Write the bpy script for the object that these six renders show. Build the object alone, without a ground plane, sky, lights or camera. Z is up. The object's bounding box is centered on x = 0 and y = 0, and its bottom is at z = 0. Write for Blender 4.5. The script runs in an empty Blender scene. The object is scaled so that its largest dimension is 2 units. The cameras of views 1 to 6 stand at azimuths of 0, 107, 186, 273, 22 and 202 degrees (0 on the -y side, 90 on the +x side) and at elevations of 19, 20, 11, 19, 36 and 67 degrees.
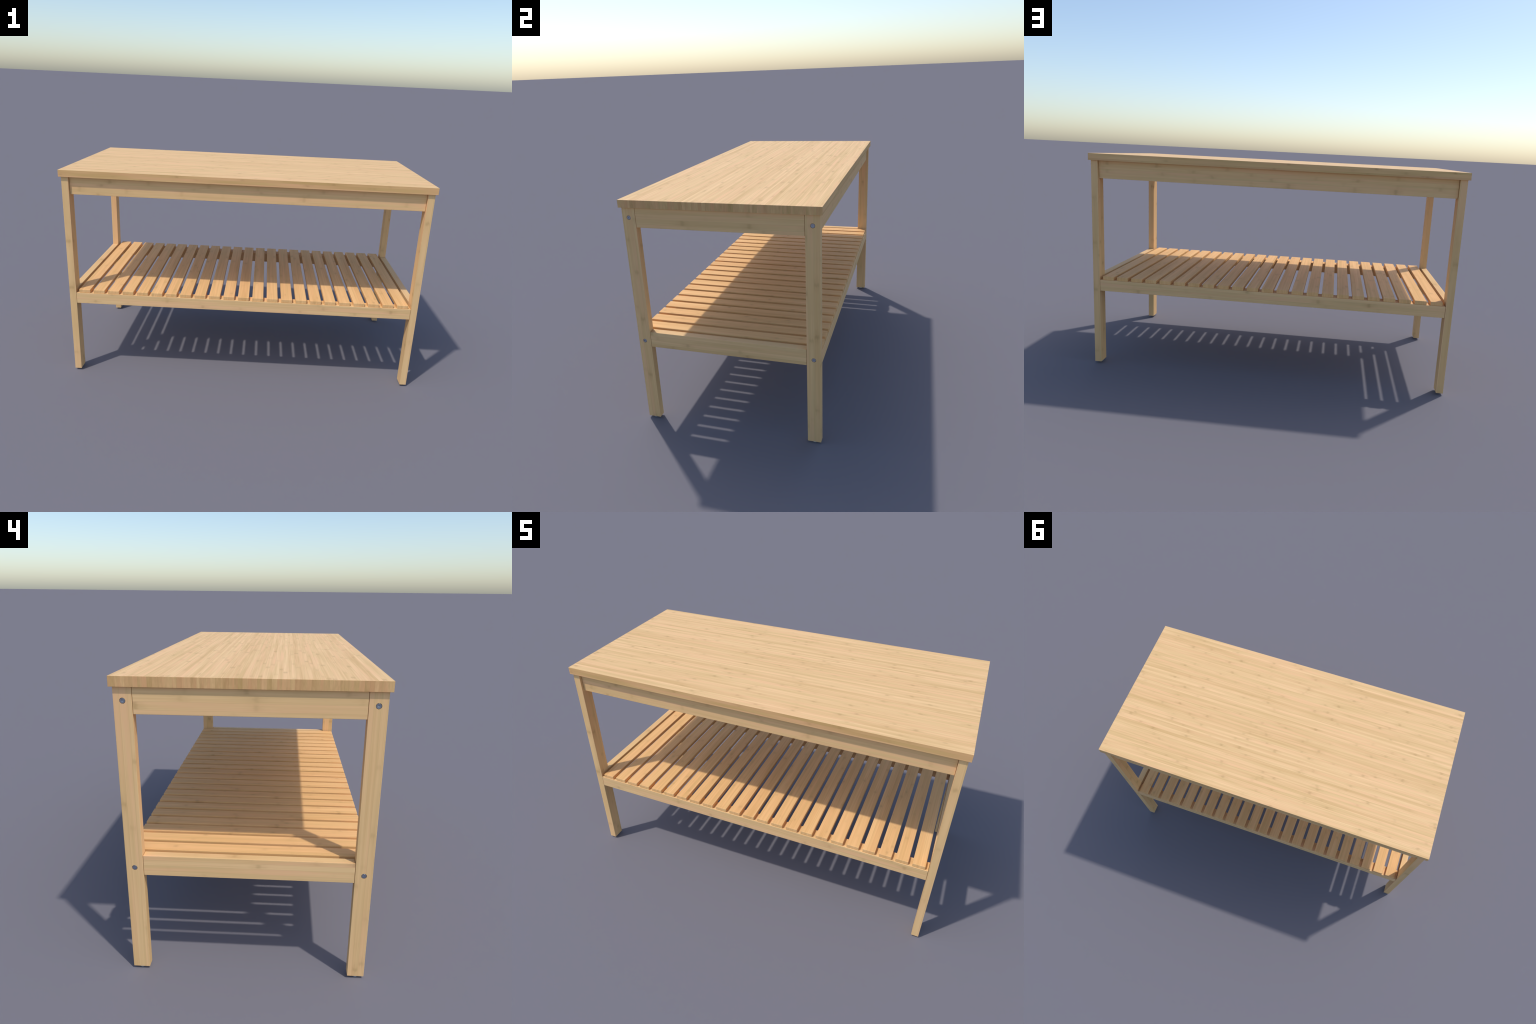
"""Laminated bamboo side table: thick top, four straight legs, aprons and a slatted lower shelf."""
import bpy, bmesh, math
from mathutils import Matrix, Vector

# ------------------------------------------------------------------ sizes (m)
TOP_X, TOP_Y = 1.0, 0.4785            # half length, half depth of the top
TOP_Z, TOP_T = 1.1985, 0.037          # upper face, thickness
UNDER = TOP_Z - TOP_T                 # underside of the top
LEG_X, LEG_Y = 0.9893, 0.4677          # outer faces of the legs
LEG_T, LEG_W = 0.0374, 0.0661           # leg thickness (x), width (y)
LEG_Z0 = 0.0085                       # bottom of the wood, above the glide
APRON_Z0 = 1.0656                     # lower edge of the aprons
LONG_APRON_Y = 0.4542                 # outer face of the recessed long aprons
APRON_T = 0.0372
RAIL_Z0, LONG_RAIL_Z1, SIDE_RAIL_Z1 = 0.4355, 0.4985, 0.5175
LONG_RAIL_Y = 0.4674
LONG_RAIL_T = 0.0632
SLATS, SLAT_W, SLAT_T, SLAT_SPAN, SLAT_END = 23, 0.0630, 0.0207, 1.8070, 0.4650
BOLT_Y, BOLT_Z = 0.4350, (0.4660, 1.1122)
GAP = 0.0015                          # open joint between rails and legs
BOLT_R, HOLE_R = 0.0094, 0.0106

# ------------------------------------------------------------------ materials
class Graph:
    """Small helper to write node trees as expressions."""
    def __init__(self, name):
        self.mat = bpy.data.materials.new(name)
        self.mat.use_nodes = True
        self.nt = self.mat.node_tree
        self.bsdf = self.nt.nodes["Principled BSDF"]

    def put(self, sock, v):
        if isinstance(v, bpy.types.NodeSocket):
            self.nt.links.new(v, sock)
        else:
            sock.default_value = v

    def node(self, kind, out=0, ins=None, **props):
        n = self.nt.nodes.new(kind)
        for k, v in props.items():
            setattr(n, k, v)
        for k, v in (ins or {}).items():
            self.put(n.inputs[k], v)
        return n if out is None else n.outputs[out]

    def math(self, op, a, b=0.0, c=None, clamp=False):
        ins = {0: a, 1: b}
        if c is not None:
            ins[2] = c
        return self.node("ShaderNodeMath", ins=ins, operation=op, use_clamp=clamp)

    def ramp(self, v, lo, hi, a=0.0, b=1.0):
        return self.node("ShaderNodeMapRange", ins={0: v, 1: lo, 2: hi, 3: a, 4: b},
                         interpolation_type='SMOOTHSTEP')

    def mix(self, f, a, b, blend='MIX'):
        n = self.nt.nodes.new("ShaderNodeMix")
        n.data_type = 'RGBA'
        n.blend_type = blend
        self.put(n.inputs[0], f)
        self.put(n.inputs[6], a)
        self.put(n.inputs[7], b)
        return n.outputs[2]


def rgb(r, g, b):
    """sRGB 0-255 to a linear RGBA tuple."""
    f = lambda c: c / 12.92 if c <= 0.04045 else ((c + 0.055) / 1.055) ** 2.4
    return tuple(f(c / 255) for c in (r, g, b)) + (1.0,)


def bamboo(name, strip, spacing, pale, deep, blush, olive, knot, streak=1.0, rough=0.62,
           knot_size=0.011, knot_power=0.5, lean=0.0):
    """Bamboo strips glued side by side across local Y, fibres along local X,
    every strip with its own tone and its own row of culm nodes."""
    g = Graph(name)
    pos = g.node("ShaderNodeTexCoord", out="Object")
    rnd = g.node("ShaderNodeObjectInfo", out="Random")
    xyz = g.node("ShaderNodeSeparateXYZ", out=None, ins={0: pos})
    x, y, z = xyz.outputs
    shift = g.math('MULTIPLY', rnd, 53.7)
    xs = g.math('ADD', x, shift)
    # strips
    across = g.math('MULTIPLY_ADD', z, lean, y)      # lean lets narrow faces show strips too
    ystrip = g.math('MULTIPLY_ADD', across, 1.0 / strip, shift)
    st = g.node("ShaderNodeTexVoronoi", out=None, voronoi_dimensions='1D',
                ins={"W": ystrip, "Scale": 1.0, "Randomness": 0.75})
    sc = g.node("ShaderNodeSeparateColor", out=None, ins={0: st.outputs["Color"]})
    s1, s2, s3 = sc.outputs
    seam = g.node("ShaderNodeTexVoronoi", out="Distance", voronoi_dimensions='1D',
                  feature='DISTANCE_TO_EDGE',
                  ins={"W": ystrip, "Scale": 1.0, "Randomness": 0.75})
    # culm nodes, one random row per strip
    wx = g.math('MULTIPLY_ADD', xs, 1.0 / spacing, g.math('MULTIPLY', s1, 91.3))
    warp = g.node("ShaderNodeTexNoise", ins={
        "Vector": g.node("ShaderNodeVectorMath", operation='MULTIPLY',
                         ins={0: pos, 1: (14, 120, 60)}), "Scale": 1.0, "Detail": 2.0})
    wx = g.math('ADD', wx, g.math('MULTIPLY', g.math('SUBTRACT', warp, 0.5), 0.016 / spacing))
    nd = g.node("ShaderNodeTexVoronoi", out=None, voronoi_dimensions='1D',
                ins={"W": wx, "Scale": 1.0, "Randomness": 0.9})
    dist = g.math('MULTIPLY', nd.outputs["Distance"], spacing)
    nc = g.node("ShaderNodeSeparateColor", out=None, ins={0: nd.outputs["Color"]})
    power = g.math('POWER', nc.outputs[0], 1.5)
    core = g.ramp(dist, knot_size, knot_size * 0.15)
    ring = g.ramp(dist, knot_size * 0.35, knot_size * 0.05)
    halo = g.ramp(dist, knot_size * 3.5, knot_size * 0.5)
    body = g.ramp(seam, 0.0, 0.22, 0.25, 1.0)
    mark = g.math('ADD', g.math('MULTIPLY', core, 0.55), g.math('MULTIPLY', halo, 0.30))
    mark = g.math('ADD', mark, g.math('MULTIPLY', ring, 0.10))
    mark = g.math('MULTIPLY', g.math('MULTIPLY', mark, power), body)
    # fibres: fine and broad streaks along X
    def streaks(sx, sy, detail, off):
        v = g.node("ShaderNodeVectorMath", operation='MULTIPLY', ins={0: pos, 1: (sx, sy, sy * 0.2)})
        v = g.node("ShaderNodeVectorMath", operation='ADD', ins={
            0: v, 1: g.node("ShaderNodeCombineXYZ", ins={
                0: g.math('MULTIPLY_ADD', s1, 40.0, shift), 1: g.math('ADD', shift, off), 2: off})})
        return g.node("ShaderNodeTexNoise", ins={"Vector": v, "Scale": 1.0, "Detail": detail,
                                                  "Roughness": 0.55})
    fine = streaks(3.6, 420.0, 3.0, 3.1)
    broad = streaks(1.9, 95.0, 2.0, 11.7)
    patch = streaks(1.8, 26.0, 2.0, 23.9)
    curl = streaks(26.0, 330.0, 2.0, 5.5)
    tone = g.math('MULTIPLY', s2, 0.46)
    tone = g.math('ADD', tone, g.math('MULTIPLY', g.ramp(fine, 0.30, 0.70), 0.16 * streak))
    tone = g.math('ADD', tone, g.math('MULTIPLY', g.ramp(broad, 0.32, 0.68), 0.36 * streak))
    col = g.mix(tone, pale, deep)
    hue = g.math('MULTIPLY', g.ramp(patch, 0.42, 0.68), g.math('MULTIPLY_ADD', s3, 0.5, 0.35))
    col = g.mix(hue, col, blush)
    grey = g.math('MULTIPLY', g.ramp(patch, 0.56, 0.30), g.math('MULTIPLY_ADD', s1, 0.42, 0.18))
    col = g.mix(grey, col, olive)
    line = g.math('MULTIPLY', g.ramp(seam, 0.05, 0.0), 0.16)
    col = g.mix(line, col, knot)
    freckle = g.math('MULTIPLY', g.ramp(curl, 0.50, 0.72), g.ramp(dist, 0.06, 0.012, 0.05, 0.42))
    mark = g.math('ADD', mark, g.math('MULTIPLY', freckle, g.math('MULTIPLY_ADD', power, 0.7, 0.2)), clamp=True)
    col = g.mix(g.math('MULTIPLY', mark, knot_power), col, knot)
    # every board comes from another batch: small tone shift per object
    batch = g.node("ShaderNodeTexWhiteNoise", out="Value", noise_dimensions='1D', ins={"W": shift})
    col = g.mix(g.math('MULTIPLY', batch, 0.13), col, deep)
    g.put(g.bsdf.inputs["Base Color"], col)
    g.put(g.bsdf.inputs["Roughness"], g.math('MULTIPLY_ADD', fine, 0.12, rough - 0.06))
    g.bsdf.inputs["Specular IOR Level"].default_value = 0.18
    bump = g.node("ShaderNodeBump", ins={"Height": fine, "Strength": 0.08, "Distance": 0.001})
    g.put(g.bsdf.inputs["Normal"], bump)
    return g.mat


def steel(name):
    g = Graph(name)
    pos = g.node("ShaderNodeTexCoord", out="Object")
    n = g.node("ShaderNodeTexNoise", ins={"Vector": pos, "Scale": 900.0, "Detail": 2.0})
    g.put(g.bsdf.inputs["Base Color"], g.mix(n, (0.42, 0.45, 0.51, 1), (0.50, 0.53, 0.59, 1)))
    g.put(g.bsdf.inputs["Roughness"], g.math('MULTIPLY_ADD', n, 0.12, 0.22))
    g.bsdf.inputs["Metallic"].default_value = 1.0
    return g.mat


def glide_plastic(name):
    g = Graph(name)
    pos = g.node("ShaderNodeTexCoord", out="Object")
    n = g.node("ShaderNodeTexNoise", ins={"Vector": pos, "Scale": 300.0})
    g.put(g.bsdf.inputs["Base Color"], g.mix(n, (0.66, 0.70, 0.72, 1), (0.74, 0.78, 0.80, 1)))
    g.bsdf.inputs["Roughness"].default_value = 0.35
    return g.mat


KNOT = rgb(164, 126, 78)
MAT_TOP = bamboo("bamboo_edge_laminate", 0.0165, 0.36, rgb(249, 210, 157), rgb(211, 169, 114),
                 rgb(241, 193, 144), rgb(217, 181, 124), KNOT, knot_size=0.015, knot_power=0.42)
MAT_RIM = bamboo("bamboo_rim", 0.0130, 0.42, rgb(240, 198, 140), rgb(205, 160, 104),
                 rgb(232, 178, 130), rgb(208, 175, 112), KNOT, knot_size=0.016, lean=0.9)
MAT_END = bamboo("bamboo_end_grain", 0.0160, 0.42, rgb(237, 194, 138), rgb(176, 131, 80),
                 rgb(222, 167, 118), rgb(196, 162, 100), KNOT, streak=0.6, knot_power=0.0)
MAT_FRAME = bamboo("bamboo_frame", 0.026, 0.30, rgb(246, 206, 150), rgb(220, 177, 120),
                   rgb(240, 190, 141), rgb(219, 183, 129), KNOT, knot_size=0.015, knot_power=0.46, lean=0.7)
MAT_SLAT = bamboo("bamboo_slat", 0.020, 0.28, rgb(251, 202, 141), rgb(221, 168, 106),
                  rgb(242, 188, 130), rgb(221, 178, 117), KNOT, knot_size=0.015, knot_power=0.36, lean=0.3)
MAT_STEEL = steel("zinc_plated_steel")
MAT_GLIDE = glide_plastic("grey_glide")

# ------------------------------------------------------------------ geometry
root = bpy.data.objects.new("bamboo_table", None)
bpy.context.scene.collection.objects.link(root)
root["label"] = "pale bamboo table with slatted lower shelf and square legs"
root["category"] = "table"


def block(name, size, bevel, segments=2, gap=0.0):
    """Board with eased edges: local X length, Y width, Z thickness, centred.
    With a gap the board stops short of the posts and a tenon bridges the joint."""
    bm = bmesh.new()
    body = (size[0] - 2 * gap, size[1], size[2])
    bmesh.ops.create_cube(bm, size=1.0, matrix=Matrix.Diagonal((*body, 1.0)))
    bmesh.ops.bevel(bm, geom=bm.edges[:], offset=bevel, segments=segments,
                    profile=0.5, affect='EDGES')
    if gap:
        bmesh.ops.create_cube(bm, size=1.0, matrix=Matrix.Diagonal(
            (size[0] + 0.012, size[1] * 0.5, size[2] * 0.4, 1.0)))
    me = bpy.data.meshes.new(name)
    bm.to_mesh(me)
    bm.free()
    return me


def turned(name, profile, sides=32):
    """Solid of revolution about local Z from (radius, height) pairs."""
    bm = bmesh.new()
    rings = []
    for r, h in profile:
        if r < 1e-6:
            rings.append([bm.verts.new((0, 0, h))])
        else:
            rings.append([bm.verts.new((r * math.cos(a), r * math.sin(a), h))
                          for a in (2 * math.pi * i / sides for i in range(sides))])
    for a, b in zip(rings, rings[1:]):
        for i in range(sides):
            j = (i + 1) % sides
            if len(a) == 1:
                bm.faces.new((a[0], b[i], b[j]))
            elif len(b) == 1:
                bm.faces.new((a[i], a[j], b[0]))
            else:
                bm.faces.new((a[i], a[j], b[j], b[i]))
    bmesh.ops.recalc_face_normals(bm, faces=bm.faces[:])
    me = bpy.data.meshes.new(name)
    bm.to_mesh(me)
    bm.free()
    return me


def smooth(me, angle=40):
    for p in me.polygons:
        p.use_smooth = True
    me.set_sharp_from_angle(angle=math.radians(angle))


def place(name, me, mat, loc, axes=None, parent=root):
    """Put a mesh into the world; axes = world directions of local X, Y, Z."""
    if mat and not me.materials:
        me.materials.append(mat)
    ob = bpy.data.objects.new(name, me)
    bpy.context.scene.collection.objects.link(ob)
    m = Matrix.Identity(4)
    if axes:
        for c, a in enumerate(axes):
            for r in range(3):
                m[r][c] = a[r]
    m.translation = Vector(loc)
    ob.parent = parent
    ob.matrix_world = m
    return ob


def cut(ob, cutters):
    """Subtract cutter objects, then drop them."""
    for c in cutters:
        mod = ob.modifiers.new("hole", 'BOOLEAN')
        mod.object, mod.operation, mod.solver = c, 'DIFFERENCE', 'EXACT'
    bpy.context.view_layer.update()
    me = bpy.data.meshes.new_from_object(ob.evaluated_get(bpy.context.evaluated_depsgraph_get()))
    ob.modifiers.clear()
    me.name = ob.data.name
    ob.data = me
    for c in cutters:
        bpy.data.objects.remove(c, do_unlink=True)


XP, YP, ZP = Vector((1, 0, 0)), Vector((0, 1, 0)), Vector((0, 0, 1))
ALONG_X_UPRIGHT = (XP, ZP, -YP)       # board on edge, running along x
ALONG_Y_UPRIGHT = (YP, ZP, XP)        # board on edge, running along y
ALONG_Y_FLAT = (YP, -XP, ZP)          # board lying flat, running along y
UPRIGHT = (ZP, YP, -XP)               # post, width along y

# table top
me = block("tabletop", (2 * TOP_X, 2 * TOP_Y, TOP_T), 0.0008)
me.materials.append(MAT_TOP)
me.materials.append(MAT_RIM)          # sawn long edges
me.materials.append(MAT_END)          # end grain
for p in me.polygons:
    n = p.normal
    p.material_index = 0 if abs(n.z) > 0.7 else (2 if abs(n.x) > 0.7 else 1)
place("tabletop", me, None, (0, 0, TOP_Z - TOP_T / 2))

# legs with bolt holes, bolts and glides
leg_len = UNDER - LEG_Z0
hole_me = turned("hole", [(0, -0.012), (HOLE_R, -0.012), (HOLE_R, 0.02), (0, 0.02)], 40)
bolt_me = turned("bolt", [(0, -0.0125), (BOLT_R * 0.8, -0.0125), (BOLT_R, -0.009), (BOLT_R, -0.0007),
                          (BOLT_R - 0.0003, -0.0004), (0.0046, -0.0004)], 36)
# hexagon socket closes the head
bm = bmesh.new()
bm.from_mesh(bolt_me)
rim = [e for e in bm.edges if e.is_boundary]
rim_v = sorted({v for e in rim for v in e.verts}, key=lambda v: math.atan2(v.co.y, v.co.x))


def hexagon(a, r):
    k = math.pi / 3
    return r * math.cos(k / 2) / math.cos((a % k) - k / 2)


levels = [rim_v]
for r, h in ((0.0042, -0.0005), (0.0040, -0.0050), (0.0030, -0.0052)):
    levels.append([bm.verts.new((hexagon(math.atan2(v.co.y, v.co.x), r) * v.co.x / v.co.xy.length,
                                 hexagon(math.atan2(v.co.y, v.co.x), r) * v.co.y / v.co.xy.length, h))
                   for v in rim_v])
for a, b in zip(levels, levels[1:]):
    for i in range(len(a)):
        j = (i + 1) % len(a)
        bm.faces.new((a[i], a[j], b[j], b[i]))
bm.faces.new(levels[-1])
bmesh.ops.recalc_face_normals(bm, faces=bm.faces[:])
bm.to_mesh(bolt_me)
bm.free()
smooth(bolt_me, 35)

glide_me = turned("glide", [(0, 0), (0.0095, 0), (0.0128, 0.0012), (0.0150, 0.0040), (0.0155, LEG_Z0 + 0.001),
                            (0, LEG_Z0 + 0.001)], 36)
smooth(glide_me, 50)

for sx in (-1, 1):
    for sy in (-1, 1):
        me = block("leg", (leg_len, LEG_W, LEG_T), 0.0010)
        cx, cy = sx * (LEG_X - LEG_T / 2), sy * (LEG_Y - LEG_W / 2)
        leg = place("leg", me, MAT_FRAME, (cx, cy, LEG_Z0 + leg_len / 2), UPRIGHT)
        out = XP * sx
        head_axes = (YP, out.cross(YP), out)
        bpy.context.view_layer.update()
        cut(leg, [place("hole", hole_me, None, (sx * LEG_X, sy * BOLT_Y, z), head_axes, None)
                  for z in BOLT_Z])
        for z in BOLT_Z:
            place("bolt", bolt_me, MAT_STEEL, (sx * LEG_X, sy * BOLT_Y, z), head_axes, leg)
        place("glide", glide_me, MAT_GLIDE, (cx, cy, 0), None, leg)

# aprons
apron_h = UNDER - APRON_Z0
inner_x, inner_y = LEG_X - LEG_T, LEG_Y - LEG_W
me = block("long_apron", (2 * inner_x, apron_h, APRON_T), 0.0010, gap=GAP)
for s in (-1, 1):
    place("long_apron", me, MAT_FRAME, (0, s * (LONG_APRON_Y - APRON_T / 2), APRON_Z0 + apron_h / 2), ALONG_X_UPRIGHT)
me = block("short_apron", (2 * inner_y, apron_h, APRON_T), 0.0010, gap=GAP)
for s in (-1, 1):
    place("short_apron", me, MAT_FRAME, (s * (LEG_X - 0.0004 - APRON_T / 2), 0, APRON_Z0 + apron_h / 2), ALONG_Y_UPRIGHT)

# shelf frame
h = LONG_RAIL_Z1 - RAIL_Z0
me = block("long_rail", (2 * inner_x, h, LONG_RAIL_T), 0.0010, gap=GAP)
for s in (-1, 1):
    place("long_rail", me, MAT_FRAME, (0, s * (LONG_RAIL_Y - LONG_RAIL_T / 2), RAIL_Z0 + h / 2), ALONG_X_UPRIGHT)
h = SIDE_RAIL_Z1 - RAIL_Z0
rail_t = LEG_T - 0.0004
me = block("side_rail", (2 * inner_y, h, rail_t), 0.0010, gap=GAP)
for s in (-1, 1):
    place("side_rail", me, MAT_FRAME, (s * (inner_x + rail_t / 2), 0, RAIL_Z0 + h / 2), ALONG_Y_UPRIGHT)

# shelf slats
slat_me = block("slat", (2 * SLAT_END, SLAT_W, SLAT_T), 0.0022, 2)
for i in range(SLATS):
    x = (i / (SLATS - 1) - 0.5) * SLAT_SPAN
    place("slat", slat_me, MAT_SLAT, (x, 0, LONG_RAIL_Z1 + SLAT_T / 2), ALONG_Y_FLAT)

for me in list(bpy.data.meshes):
    if me.users == 0:
        bpy.data.meshes.remove(me)
